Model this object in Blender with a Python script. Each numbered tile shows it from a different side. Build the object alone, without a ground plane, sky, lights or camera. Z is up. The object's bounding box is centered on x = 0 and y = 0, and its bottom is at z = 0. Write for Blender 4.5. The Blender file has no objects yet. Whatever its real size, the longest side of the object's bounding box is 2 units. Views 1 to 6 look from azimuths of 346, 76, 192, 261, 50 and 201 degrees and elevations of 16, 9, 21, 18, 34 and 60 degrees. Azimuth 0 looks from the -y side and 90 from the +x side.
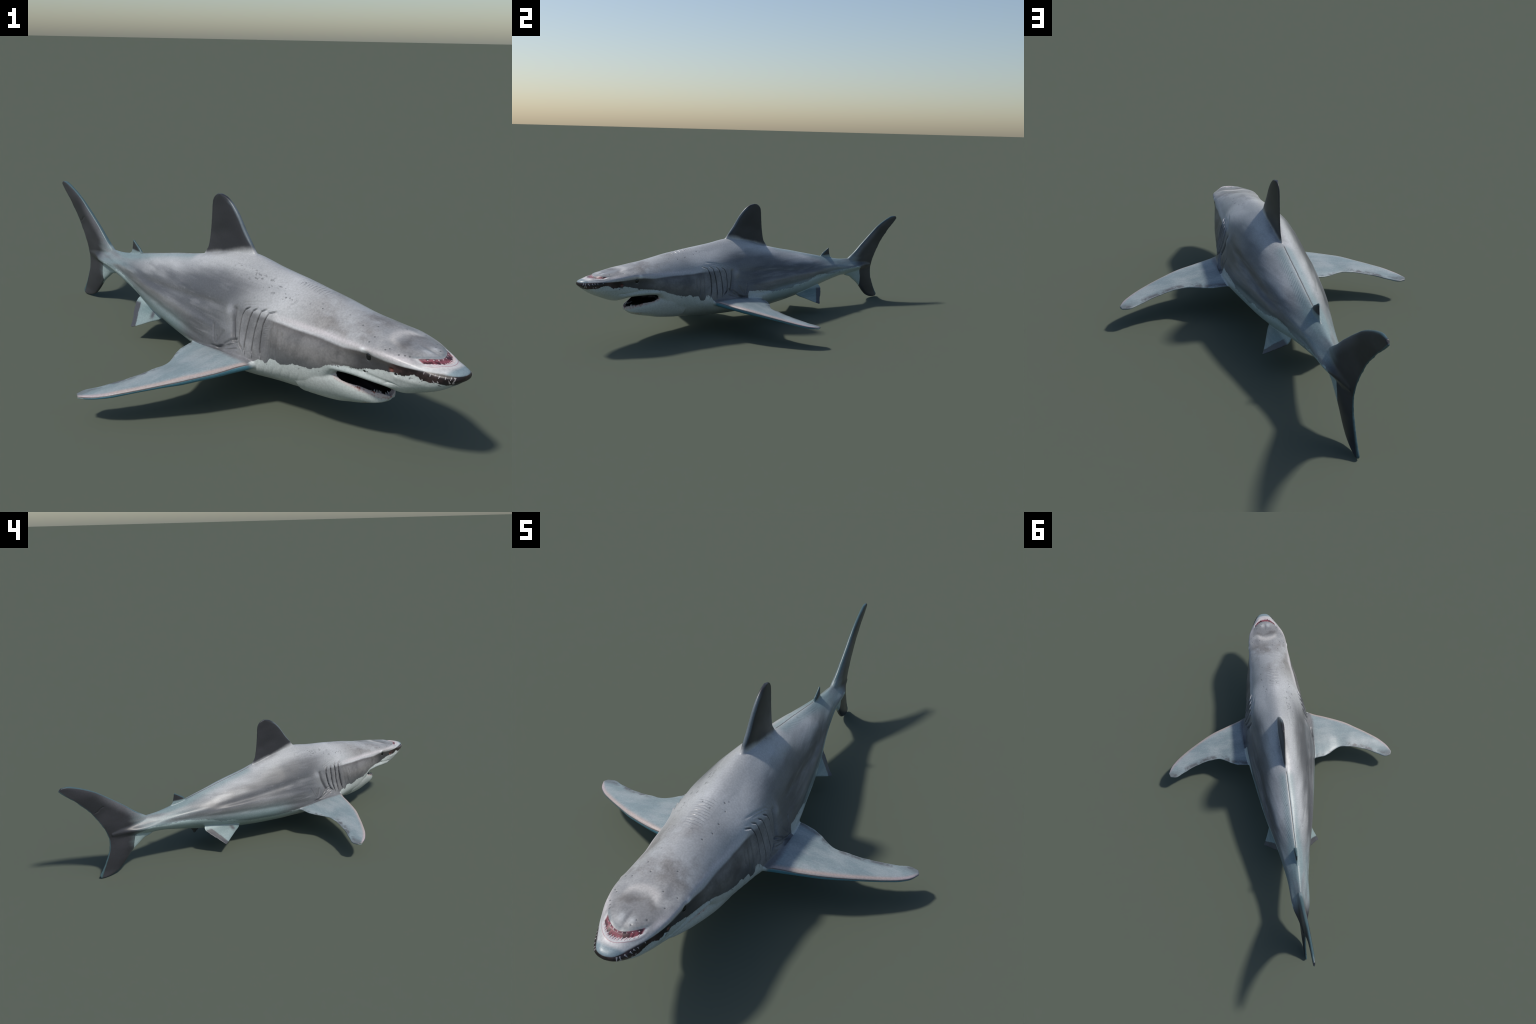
"""A shark, modelled in its own frame: x across (shark's left +), y along the
body (snout towards -y), z up.  Stations are given as the distance 'a' in metres
behind the snout; y = a - A0."""
import bpy, math
import numpy as np
from mathutils import Vector
from mathutils.bvhtree import BVHTree

RNG = np.random.default_rng(7)
A0 = 1.12
HEADING = math.radians(27.2)
ROOT = (0.434 - math.sin(HEADING) * A0, -1.0 + math.cos(HEADING) * A0, 0.0)
VOXEL = 0.0021


# ------------------------------------------------------------------ helpers
def pchip(x, y, xq):
    """monotone cubic through the columns of y"""
    x = np.asarray(x, float); y = np.asarray(y, float)
    if y.ndim == 1:
        return pchip(x, y[:, None], xq)[..., 0]
    h = np.diff(x)[:, None]; d = np.diff(y, axis=0) / h
    m = np.zeros_like(y)
    w1 = 2 * h[1:] + h[:-1]; w2 = h[1:] + 2 * h[:-1]
    same = d[:-1] * d[1:] > 0
    with np.errstate(divide='ignore', invalid='ignore'):
        mm = (w1 + w2) / (w1 / d[:-1] + w2 / d[1:])
    m[1:-1] = np.where(same, mm, 0)
    m[0], m[-1] = d[0], d[-1]
    xq = np.clip(np.asarray(xq, float), x[0], x[-1])
    i = np.clip(np.searchsorted(x, xq) - 1, 0, len(x) - 2)
    t = ((xq - x[i]) / h[i, 0])[:, None]
    hi = h[i]
    return ((2*t**3 - 3*t**2 + 1) * y[i] + (t**3 - 2*t**2 + t) * hi * m[i]
            + (-2*t**3 + 3*t**2) * y[i+1] + (t**3 - t**2) * hi * m[i+1])


def curve(points, n, rough=4):
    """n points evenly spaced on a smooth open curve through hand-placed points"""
    p = np.asarray(points, float)
    s = np.r_[0, np.cumsum(np.sqrt(np.linalg.norm(np.diff(p, axis=0), axis=1)) ** 1.4)]
    q = pchip(s, p, np.linspace(0, s[-1], n * rough))
    r = np.r_[0, np.cumsum(np.linalg.norm(np.diff(q, axis=0), axis=1))]
    t = np.linspace(0, r[-1], n)
    return np.stack([np.interp(t, r, q[:, k]) for k in range(p.shape[1])], 1)


def closed_ring(half, n):
    """smooth closed cross-section from the points of one half (top to bottom)"""
    half = np.asarray(half, float)
    other = half[-2:0:-1] * [-1, 1]
    p = np.vstack([half, other])
    k = len(p)
    p0, p1, p2, p3 = np.roll(p, 1, 0), p, np.roll(p, -1, 0), np.roll(p, -2, 0)
    # centripetal Catmull-Rom on each span
    def tj(a, b): return np.maximum(np.linalg.norm(b - a, axis=1), 1e-6)[:, None] ** .5
    d1, d2, d3 = tj(p0, p1), tj(p1, p2), tj(p2, p3)
    m1 = (p1 - p0) / d1 - (p2 - p0) / (d1 + d2) + (p2 - p1) / d2
    m2 = (p2 - p1) / d2 - (p3 - p1) / (d2 + d3) + (p3 - p2) / d3
    m1, m2 = m1 * d2, m2 * d2
    t = np.linspace(0, 1, 16, endpoint=False)[None, :, None]
    f = lambda a: a[:, None, :]
    q = ((2*t**3 - 3*t**2 + 1) * f(p1) + (t**3 - 2*t**2 + t) * f(m1)
         + (-2*t**3 + 3*t**2) * f(p2) + (t**3 - t**2) * f(m2)).reshape(k * 16, 2)
    q = np.vstack([q, q[:1]])
    s = np.r_[0, np.cumsum(np.linalg.norm(np.diff(q, axis=0), axis=1))]
    u = np.linspace(0, s[-1], n, endpoint=False)
    return np.stack([np.interp(u, s, q[:, 0]), np.interp(u, s, q[:, 1])], 1)


def mesh_from(name, verts, faces):
    me = bpy.data.meshes.new(name)
    me.from_pydata([tuple(v) for v in verts], [], faces)
    me.update()
    ob = bpy.data.objects.new(name, me)
    bpy.context.scene.collection.objects.link(ob)
    return ob


def loft(name, rings):
    """closed skin over rings (m, n, 3)"""
    rings = np.asarray(rings, float)
    m, n, _ = rings.shape
    faces = []
    for i in range(m - 1):
        for j in range(n):
            k = (j + 1) % n
            faces.append((i*n + j, i*n + k, (i+1)*n + k, (i+1)*n + j))
    v = np.vstack([rings.reshape(-1, 3), rings[0].mean(0), rings[-1].mean(0)])
    c0, c1 = m * n, m * n + 1
    for j in range(n):
        k = (j + 1) % n
        faces.append((c0, k, j)); faces.append((c1, (m-1)*n + j, (m-1)*n + k))
    ob = mesh_from(name, v, faces)
    import bmesh
    bm = bmesh.new(); bm.from_mesh(ob.data)
    bmesh.ops.recalc_face_normals(bm, faces=bm.faces)
    if bm.calc_volume(signed=True) < 0:
        bmesh.ops.reverse_faces(bm, faces=bm.faces)
    bm.to_mesh(ob.data); bm.free()
    return ob


def station_loft(name, table, n_rings, n_around, power=0.5):
    """skin through cross-section stations: a, top, (x,z)*5, bottom"""
    a = np.array([r[0] for r in table])
    flat = np.array([[r[1]] + [c for p in r[2:7] for c in p] + [r[7]] for r in table])
    s = (a - a[0]) ** power
    sq = np.linspace(0, s[-1], n_rings)
    aq = a[0] + sq ** (1 / power)
    q = pchip(s, flat, sq)
    rings = []
    for av, row in zip(aq, q):
        half = [(0, row[0])] + [(row[1 + 2*i], row[2 + 2*i]) for i in range(5)] + [(0, row[11])]
        c = closed_ring(half, n_around)
        rings.append(np.column_stack([c[:, 0], np.full(n_around, av - A0), c[:, 1]]))
    return loft(name, rings)


def fin(name, lead, trail, thick, normal, n_span=70, n_sec=44, edge=0.004, ragged=0.0):
    """blade between a leading and a trailing edge curve; thick(u) at its fattest"""
    L, T = curve(lead, n_span), curve(trail, n_span)
    L[:, 1] -= A0; T[:, 1] -= A0
    if ragged:
        w = np.linspace(0, 1, n_span)
        wob = np.sin(w * 47 + 1) * .5 + np.sin(w * 91 + 2.3) * .35 + np.sin(w * 23) * .4
        ch = T - L
        ln = np.linalg.norm(ch, axis=1)[:, None]
        T = T + ch / np.maximum(ln, .004) * (ragged * wob * np.sin(np.pi * w) ** .5)[:, None]
    v = np.linspace(0, 2 * math.pi, n_sec, endpoint=False)
    c = (1 - np.cos(v)) / 2
    nrm = np.asarray(normal, float); nrm /= np.linalg.norm(nrm)
    rings = []
    for i in range(n_span):
        u = i / (n_span - 1)
        chord = np.linalg.norm(T[i] - L[i])
        h = np.minimum(thick(u), 0.62 * chord + 0.003) / 2
        prof = h * (np.sqrt(np.abs(np.sin(v))) * 0.35 + np.abs(np.sin(v)) ** .9 * 0.65) * (1.12 - 0.75 * c)
        prof = np.maximum(prof, np.minimum(edge, h) * np.abs(np.sin(v)) ** .35)
        off = np.sign(np.sin(v)) * prof
        rings.append(L[i] + (T[i] - L[i]) * c[:, None] + nrm * off[:, None])
    return loft(name, rings)


# ------------------------------------------------------------------ forms
BODY = [
    (0.006, 0.306, (0.003, 0.305), (0.004, 0.303), (0.004, 0.301), (0.004, 0.299), (0.002, 0.298), 0.297),
    (0.015, 0.315, (0.019, 0.313), (0.031, 0.305), (0.034, 0.300), (0.029, 0.293), (0.015, 0.289), 0.288),
    (0.037, 0.321, (0.029, 0.318), (0.045, 0.307), (0.051, 0.300), (0.043, 0.283), (0.023, 0.272), 0.270),
    (0.075, 0.327, (0.038, 0.325), (0.063, 0.309), (0.068, 0.302), (0.060, 0.267), (0.031, 0.248), 0.246),
    (0.120, 0.338, (0.044, 0.337), (0.082, 0.316), (0.084, 0.301), (0.074, 0.255), (0.038, 0.229), 0.225),
    (0.180, 0.346, (0.054, 0.345), (0.101, 0.326), (0.098, 0.299), (0.086, 0.243), (0.056, 0.213), 0.207),
    (0.250, 0.357, (0.057, 0.355), (0.110, 0.333), (0.107, 0.298), (0.102, 0.238), (0.066, 0.223), 0.222),
    (0.320, 0.371, (0.059, 0.364), (0.111, 0.331), (0.118, 0.293), (0.116, 0.238), (0.066, 0.226), 0.226),
    (0.370, 0.381, (0.060, 0.368), (0.112, 0.329), (0.128, 0.283), (0.125, 0.233), (0.067, 0.224), 0.223),
    (0.420, 0.391, (0.060, 0.375), (0.114, 0.327), (0.138, 0.273), (0.133, 0.206), (0.083, 0.133), 0.123),
    (0.480, 0.403, (0.063, 0.382), (0.119, 0.329), (0.149, 0.265), (0.139, 0.172), (0.072, 0.108), 0.088),
    (0.550, 0.413, (0.064, 0.389), (0.122, 0.332), (0.157, 0.251), (0.152, 0.165), (0.075, 0.098), 0.078),
    (0.630, 0.423, (0.067, 0.396), (0.131, 0.340), (0.162, 0.242), (0.167, 0.156), (0.080, 0.090), 0.070),
    (0.750, 0.436, (0.066, 0.406), (0.136, 0.345), (0.170, 0.246), (0.193, 0.145), (0.086, 0.080), 0.060),
    (0.880, 0.453, (0.062, 0.417), (0.128, 0.343), (0.169, 0.246), (0.195, 0.148), (0.103, 0.083), 0.058),
    (1.000, 0.436, (0.058, 0.404), (0.121, 0.331), (0.166, 0.240), (0.182, 0.152), (0.103, 0.087), 0.054),
    (1.100, 0.406, (0.058, 0.381), (0.112, 0.318), (0.154, 0.237), (0.164, 0.154), (0.092, 0.090), 0.058),
    (1.200, 0.381, (0.051, 0.359), (0.103, 0.308), (0.142, 0.234), (0.148, 0.157), (0.079, 0.096), 0.066),
    (1.350, 0.349, (0.046, 0.331), (0.089, 0.289), (0.123, 0.226), (0.119, 0.161), (0.060, 0.111), 0.089),
    (1.500, 0.316, (0.034, 0.299), (0.070, 0.268), (0.096, 0.220), (0.083, 0.173), (0.038, 0.137), 0.118),
    (1.620, 0.289, (0.028, 0.276), (0.054, 0.250), (0.075, 0.217), (0.062, 0.184), (0.030, 0.158), 0.147),
    (1.750, 0.267, (0.018, 0.257), (0.037, 0.238), (0.054, 0.215), (0.041, 0.192), (0.021, 0.176), 0.169),
    (1.860, 0.262, (0.011, 0.252), (0.024, 0.234), (0.043, 0.213), (0.028, 0.195), (0.012, 0.180), 0.167),
    (1.940, 0.250, (0.009, 0.243), (0.015, 0.230), (0.021, 0.212), (0.015, 0.196), (0.010, 0.183), 0.172),
    (2.000, 0.225, (0.004, 0.222), (0.008, 0.217), (0.010, 0.210), (0.008, 0.205), (0.004, 0.200), 0.198),
]


def jaw_station(a, rim, half, bottom):
    mid = (rim + bottom) / 2
    return (a, rim - .012, (half * .55, rim - .006), (half * .88, rim), (half, rim - .020),
            (half * .86, mid - .012), (half * .50, bottom + .007), bottom)


JAW = [
    (.251, .158, (.003, .158), (.005, .157), (.006, .155), (.005, .152), (.003, .151), .150),
    jaw_station(.262, .169, .032, .137),
    jaw_station(.290, .174, .057, .122),
    jaw_station(.330, .187, .083, .111),
    jaw_station(.370, .204, .107, .104),
    jaw_station(.400, .217, .122, .098),
    jaw_station(.450, .212, .135, .092),
    jaw_station(.520, .200, .142, .086),
]


def bag_station(a, half, low, high):
    m = (low + high) / 2
    r = (high - low) / 2
    return (a, high, (half * .55, m + r * .92), (half * .93, m + r * .5), (half, m),
            (half * .93, m - r * .5), (half * .55, m - r * .92), low)


PALATE_BAG = [bag_station(.202, .004, .206, .210), bag_station(.214, .036, .190, .222), bag_station(.25, .076, .180, .238),
              bag_station(.32, .092, .180, .242), bag_station(.37, .100, .180, .238), bag_station(.41, .080, .180, .225),
              bag_station(.45, .040, .180, .210)]
JAW_BAG = [bag_station(.268, .004, .172, .176), bag_station(.277, .028, .152, .190), bag_station(.29, .043, .148, .205), bag_station(.33, .068, .150, .210),
           bag_station(.37, .090, .155, .212), bag_station(.41, .080, .160, .21), bag_station(.45, .04, .17, .2)]


def mirror_x(pts):
    return [(-p[0],) + tuple(p[1:]) for p in pts]


def plane_points(pts):
    return [(0.0, a, z) for a, z in pts]


PEC_LEAD = [(.10, .622, .172), (.15, .645, .166), (.184, .658, .161), (.21, .670, .157), (.30, .702, .147), (.38, .733, .139),
            (.47, .780, .126), (.556, .834, .110), (.600, .868, .100), (.630, .902, .093), (.648, .940, .088)]
PEC_TRAIL = [(.10, .985, .150), (.16, .980, .149), (.208, .966, .147), (.239, .960, .143), (.28, .942, .138), (.33, .908, .132),
             (.36, .899, .130), (.40, .900, .127), (.44, .906, .120), (.516, .928, .106), (.571, .951, .094), (.610, .968, .089), (.640, .962, .088)]
DORSAL_LEAD = plane_points([(.80, .400), (.835, .435), (.864, .458), (.887, .486), (.912, .515), (.961, .578), (1.001, .613), (1.030, .627), (1.052, .631)])
DORSAL_TRAIL = plane_points([(1.165, .345), (1.158, .375), (1.150, .398), (1.128, .425), (1.114, .482), (1.107, .541), (1.102, .597), (1.091, .617), (1.073, .629)])
DORSAL2_LEAD = plane_points([(1.560, .280), (1.577, .304), (1.590, .316), (1.605, .325), (1.622, .335), (1.634, .343)])
DORSAL2_TRAIL = plane_points([(1.668, .260), (1.668, .280), (1.655, .290), (1.644, .312), (1.640, .330), (1.638, .342)])
ANAL_LEAD = plane_points([(1.490, .150), (1.497, .128), (1.510, .112), (1.527, .100)])
ANAL_TRAIL = plane_points([(1.575, .160), (1.560, .138), (1.545, .118), (1.533, .100)])
UPPER_LEAD = plane_points([(1.72, .215), (1.80, .262), (1.855, .297), (1.927, .353), (2.009, .411), (2.060, .446), (2.108, .471), (2.166, .494), (2.205, .504), (2.232, .503)])
UPPER_TRAIL = plane_points([(2.000, .16), (2.012, .188), (2.025, .226), (2.048, .274), (2.077, .319), (2.105, .358), (2.138, .392), (2.180, .433), (2.215, .462), (2.245, .490)])
LOWER_LEAD = plane_points([(1.74, .215), (1.785, .163), (1.820, .153), (1.857, .129), (1.891, .104), (1.946, .045), (1.979, .018), (2.025, .002), (2.050, .000)])
LOWER_TRAIL = plane_points([(2.035, .260), (2.015, .212), (2.013, .175), (2.017, .134), (2.028, .103), (2.046, .067), (2.063, .037), (2.078, .012), (2.073, .002)])
PELVIC_LEAD = [(.045, 1.280, .165), (.070, 1.288, .140), (.092, 1.303, .113), (.115, 1.350, .090), (.135, 1.395, .068), (.150, 1.425, .055)]
PELVIC_TRAIL = [(.035, 1.470, .185), (.050, 1.495, .160), (.069, 1.508, .133), (.105, 1.480, .098), (.130, 1.452, .073), (.152, 1.434, .056)]



def fin_set():
    lin = lambda a, b: (lambda u: a + (b - a) * u)
    out = [
        fin('dorsal', DORSAL_LEAD, DORSAL_TRAIL, lin(.044, .016), (1, 0, 0)),
        fin('dorsal2', DORSAL2_LEAD, DORSAL2_TRAIL, lin(.020, .006), (1, 0, 0), 40, 32, .003),
        fin('anal', ANAL_LEAD, ANAL_TRAIL, lin(.014, .005), (1, 0, 0), 30, 28, .002),
        fin('upper_lobe', UPPER_LEAD, UPPER_TRAIL, lin(.046, .012), (1, 0, 0), 120, 44, .004, .0014),
        fin('lower_lobe', LOWER_LEAD, LOWER_TRAIL, lin(.044, .013), (1, 0, 0), 100, 44, .004, .0008),
    ]
    for side in (1, -1):
        f = (lambda p: p) if side == 1 else mirror_x
        out.append(fin('pectoral', f(PEC_LEAD), f(PEC_TRAIL), lin(.058, .014), (side * .15, 0, 1), 110, 52, .004, .0012))
        out.append(fin('pelvic', f(PELVIC_LEAD), f(PELVIC_TRAIL), lin(.026, .006), (side * .70, .08, .70), 70, 32, .003, .0016))
    return out


def apply_modifiers(ob):
    dg = bpy.context.evaluated_depsgraph_get()
    me = bpy.data.meshes.new_from_object(ob.evaluated_get(dg))
    ob.modifiers.clear()
    me.materials.clear()
    old = ob.data
    ob.data = me
    bpy.data.meshes.remove(old)


def discard(ob):
    me = ob.data
    bpy.data.objects.remove(ob)
    bpy.data.meshes.remove(me)


def tree_of(ob):
    me = ob.data
    return BVHTree.FromPolygons([v.co.copy() for v in me.vertices], [tuple(p.vertices) for p in me.polygons])


def boolean(ob, other, op):
    md = ob.modifiers.new('b', 'BOOLEAN')
    md.operation = op; md.solver = 'MANIFOLD'; md.object = other
    apply_modifiers(ob)
    discard(other)


def build_skin():
    skin = station_loft('skin', BODY, 260, 132)
    global BODY_TREE, BAG_TREES
    BODY_TREE = tree_of(skin)
    boolean(skin, station_loft('jaw', JAW, 70, 90), 'UNION')
    BAG_TREES = []
    for table in (PALATE_BAG, JAW_BAG):
        bag = station_loft('bag', table, 50, 60)
        BAG_TREES.append(tree_of(bag))
        boolean(skin, bag, 'DIFFERENCE')
    for f in fin_set():
        boolean(skin, f, 'UNION')
    md = skin.modifiers.new('r', 'REMESH')
    md.mode = 'VOXEL'; md.voxel_size = VOXEL; md.adaptivity = 0
    apply_modifiers(skin)
    return skin


def arrays(me):
    co = np.empty(len(me.vertices) * 3, np.float32); me.vertices.foreach_get('co', co)
    ed = np.empty(len(me.edges) * 2, np.int32); me.edges.foreach_get('vertices', ed)
    return co.reshape(-1, 3).astype(float), ed.reshape(-1, 2)


def smooth(co, ed, times, weight=None, lam=.5, mu=-.52):
    n = len(co)
    deg = np.bincount(ed.ravel(), minlength=n)[:, None].astype(float)
    for _ in range(times):
        for f in ((lam, mu) if weight is None else (lam,)):
            acc = np.stack([np.bincount(ed[:, 0], co[ed[:, 1], k], n) + np.bincount(ed[:, 1], co[ed[:, 0], k], n)
                            for k in range(3)], 1)
            step = f * (acc / deg - co)
            co = co + (step if weight is None else step * weight[:, None])
    return co


def bump(x, c, w):
    return np.exp(-((x - c) / w) ** 2)


def step(x, a, b):
    t = np.clip((x - a) / (b - a), 0, 1)
    return t * t * (3 - 2 * t)



def poly_dist(p, q, line):
    """distance, signed side and position along an open polyline in (a, z)"""
    line = np.asarray(line, float)
    best = np.full(len(p), 1e9); side = np.zeros(len(p)); pos = np.zeros(len(p))
    seg = np.linalg.norm(np.diff(line, axis=0), axis=1)
    start = np.r_[0, np.cumsum(seg)]
    for k in range(len(line) - 1):
        d = line[k+1] - line[k]
        w = ((p - line[k, 0]) * d[0] + (q - line[k, 1]) * d[1]) / (d @ d)
        w = np.clip(w, 0, 1)
        ex, ez = p - line[k, 0] - w * d[0], q - line[k, 1] - w * d[1]
        r = np.hypot(ex, ez)
        m = r < best
        best[m] = r[m]
        side[m] = np.sign(d[0] * ez - d[1] * ex)[m]
        pos[m] = ((start[k] + w * seg[k]) / start[-1])[m]
    return best, side, pos


GILLS = [  # slits from top to bottom, (a, z)
    [(.719, .336), (.739, .320), (.746, .300), (.745, .270), (.741, .240), (.733, .216), (.716, .202), (.703, .190)],
    [(.689, .339), (.705, .324), (.710, .300), (.712, .264), (.710, .228), (.704, .197), (.698, .182)],
    [(.651, .345), (.672, .330), (.675, .305), (.678, .269), (.679, .245), (.675, .207), (.671, .178)],
    [(.610, .345), (.640, .332), (.645, .318), (.649, .293), (.648, .255), (.645, .225), (.638, .192), (.632, .180)],
]
FAINT_GILLS = [[(.590, .300), (.588, .262), (.584, .231), (.577, .198)], [(.572, .294), (.568, .272), (.564, .240)],
               [(.612, .318), (.612, .261), (.606, .190)]]
FOLDS = [[(.735, .219), (.780, .196), (.832, .177)], [(.733, .210), (.790, .186), (.845, .170)], [(.728, .200), (.790, .178), (.872, .172)],
         [(.740, .228), (.772, .214), (.806, .190)],
         [(.812, .236), (.824, .212), (.838, .186)], [(.842, .212), (.842, .184)], [(.874, .244), (.862, .214), (.850, .186)]]
SHOULDER_LINES = [[(.775, .322), (.752, .340), (.701, .353), (.629, .363)], [(.765, .318), (.745, .333), (.700, .345), (.660, .352)]]
PORES = [(.269, -.094), (.269, -.071), (.211, -.093), (.204, -.083), (.171, -.084), (.157, -.075), (.145, -.069), (.145, .053),
         (.112, .022), (.132, .028), (.202, .077), (.251, .090), (.248, .046), (.329, .048), (.297, -.024), (.471, .054), (.513, .068),
         (.558, .067), (.614, .062), (.479, -.067), (.606, -.014), (.640, .047), (.330, -.052), (.590, .020)]
EYE = (.258, .1075, .3080)


def noise3(p, seed, octaves=3, scale=(1, 1, 1), n=7):
    """cheap smooth noise: sums of sine waves in random directions"""
    r = np.random.default_rng(seed)
    out = np.zeros(len(p)); amp = 1.0; f = 1.0
    q = p * np.asarray(scale)
    for _ in range(octaves):
        for _ in range(n):
            d = r.normal(size=3); d /= np.linalg.norm(d)
            out += amp / math.sqrt(n) * np.sin(q @ d * f * r.uniform(.8, 1.25) + r.uniform(0, 6.28))
        amp *= .5; f *= 2.1
    return out


def relief(co):
    """height above the smooth form, in metres"""
    x, a, z = co[:, 0], co[:, 1] + A0, co[:, 2]
    ax = np.abs(x)
    h = np.zeros(len(co))
    left = np.where(x > 0, .005, 0.0)
    # soft muscle folds along the flanks
    flank = step(a, .75, 1.0) * (1 - step(a, 1.65, 1.85)) * step(ax, .03, .07) * (1 - step(ax, .19, .2))
    h += flank * .0022 * noise3(co, 3, 2, (9, 3.2, 22))
    h += flank * .0046 * (bump(z - (.235 + (a - 1.2) * .02), 0, .016) - bump(z - (.268 - (a - 1.2) * .10), 0, .014) * .8
                          - bump(z - (.195 + (a - 1.2) * .05), 0, .013))
    # gills
    k = np.where((a > .52) & (a < .92) & (ax > .095) & (z > .15) & (ax < .202))[0]
    aa, zz = (a - left)[k], z[k]
    g = np.zeros(len(k))
    for line in GILLS:
        d, s, t = poly_dist(aa, zz, line)
        fade = step(t, 0, .12) * (1 - step(t, .76, .96))
        front = s < 0
        ramp = np.where(front, np.exp(-d / .012), 0) * .0085
        g += fade * (ramp - .0115 * np.exp(-(d / .0028) ** 2) + np.where(front, 0, .0022 * np.exp(-((d - .0045) / .0022) ** 2) - .0022 * np.exp(-d / .012)))
    for line in FAINT_GILLS:
        d, s, t = poly_dist(aa, zz, line)
        g -= .0036 * np.exp(-(d / .0028) ** 2) * step(t, 0, .2) * (1 - step(t, .8, 1))
    # comb-like fringe in front of the last slit
    g += .0007 * np.sin(zz * 1150 + aa * 300) * bump(aa, .632, .007) * step(zz, .255, .265) * (1 - step(zz, .30, .312))
    d, s, t = poly_dist(aa, zz, [(.790, .308), (.784, .270), (.771, .234), (.762, .216)])
    g -= .0095 * np.exp(-(d / .0085) ** 2)
    g += .0065 * bump(aa, .812, .020) * bump(zz, .298, .022) + .0035 * bump(aa, .825, .022) * bump(zz, .240, .018)
    for n, line in enumerate(FOLDS):
        d, s, t = poly_dist(aa, zz, line)
        g -= (.0058 if n < 4 else .0026) * np.exp(-(d / .0038) ** 2) * step(t, 0, .15) * (1 - step(t, .85, 1))
    for line in SHOULDER_LINES:
        d, s, t = poly_dist(aa, zz, line)
        g -= .0020 * np.exp(-(d / .0030) ** 2) * step(t, 0, .2) * (1 - step(t, .7, 1))
    h[k] += g
    # nape wrinkles
    m = bump(a, .555, .055) ** .5 * (1 - step(ax, .018, .036)) * step(z, .36, .38) * step(a, .485, .5) * (1 - step(a, .625, .64))
    ph = (a + 1.4 * x * x + .0025 * np.sin(x * 130 + a * 40)) / .0118
    h -= m * .0020 * np.abs(np.cos(ph * math.pi)) ** 8 * (.7 + .4 * np.sin(a * 260 + x * 60))
    # ribs beside the seam behind the dorsal fin
    m = step(a, 1.2, 1.27) * (1 - step(a, 1.50, 1.58)) * step(ax, .008, .016) * (1 - step(ax, .045, .06)) * step(z, .28, .30)
    h += m * (x > 0) * (1 - step(ax, .03, .045)) * .0004 * np.sin((a - ax * 1.2) / .0175 * 6.283)
    # seam of the back
    m = step(a, 1.165, 1.19) * (1 - step(a, 1.55, 1.58)) * step(z, .27, .29)
    h -= m * .0016 * np.exp(-((x + .003) / .0025) ** 2)
    # brow and snout forms
    top = step(z, .30, .325)
    h += top * (.0010 * bump(a - (.232 - 6 * x * x), 0, .014) * (1 - step(ax, .045, .06))
                - .0004 * bump(a - (.190 - 4 * x * x), 0, .018) * (1 - step(ax, .04, .07))
                + .0008 * bump(a, .125, .014) * (bump(x, -.016, .012) + bump(x, .02, .012)) - .0016 * bump(x, .002, .006) * bump(a, .13, .03))
    ul = .086 + 10.5 * x * x; ll = .056 + 12 * x * x
    inside = step(ax, -1, 0) * (1 - step(ax, .058, .072)) * top
    h += inside * (.0006 * bump(a - ul, .008, .008) - .0022 * step(a, ll, ll + .006) * (1 - step(a, ul - .006, ul)) + .0012 * bump(a - ll, -.006, .006))
    for pa, px in PORES:
        w = .0030
        h -= .0012 * np.exp(-(((a - pa) / w) ** 2 + ((x - px) / w) ** 2)) * step(z, .30, .32)
    # eye sockets, brow of the eye, nostrils
    side = step(ax, .06, .08)
    h -= side * .0040 * np.exp(-(((a - EYE[0]) / .013) ** 2 + ((z - EYE[2]) / .015) ** 2))
    h += side * .0030 * np.exp(-(((a - .272) / .014) ** 2 + ((z - .326) / .006) ** 2))
    for na, nz, r in ((.268, .260, .0045), (.170, .281, .0045), (.183, .292, .006)):
        h -= side * .0050 * np.exp(-(((a - na) / r) ** 2 + ((z - nz) / (r * .7)) ** 2))
    h -= side * .0025 * np.exp(-((z - (.247 - ((a - .185) * 14) ** 2 * .05)) / .0022) ** 2) * bump(a, .19, .016)
    # snout side: broken plates under the ridge
    h += side * .0022 * step(a, .08, .1) * (1 - step(a, .17, .19)) * bump(z, .272, .010)
    # rolled upper lip
    lipz = np.interp(a, [.15, .2, .25, .30, .37, .39], [.225, .226, .232, .236, .232, .225])
    h += side * step(a, .17, .20) * (1 - step(a, .36, .39)) * (.0030 * bump(z - lipz, .008, .007) - .0018 * bump(z - lipz, .022, .005))
    # lines of the throat
    m = step(a, .46, .5) * (1 - step(a, .66, .70)) * (1 - step(z, .17, .20)) * step(ax, .05, .08)
    h -= m * .0006 * np.abs(np.cos((a + (z - .15) * .6) / .030 * math.pi)) ** 8
    # lower lip roll
    # fin surfaces: fine lengthwise rays on the tail and pectorals
    m = step(ax, .24, .28)
    h += m * .0004 * noise3(co, 11, 2, (14, 60, 30))
    m = step(a, 1.90, 1.96)
    h += m * .0005 * noise3(co, 12, 2, (30, 40, 26))
    sc, s, t = poly_dist(a, z, [(2.079, .343), (2.058, .351), (2.050, .362), (2.034, .368)])
    h -= (x < 0) * .0016 * np.exp(-(sc / .003) ** 2)
    # overall slight unevenness
    h += .0004 * noise3(co, 5, 3, (30, 18, 30))
    return h


def vertex_normals(co, quads):
    p = co[quads]
    n = np.cross(p[:, 2] - p[:, 0], p[:, 3] - p[:, 1])
    out = np.zeros_like(co)
    for k in range(3):
        out[:, k] = np.bincount(quads.ravel(), np.repeat(n[:, k], 4), len(co))
    return out / np.maximum(np.linalg.norm(out, axis=1), 1e-12)[:, None]


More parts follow.
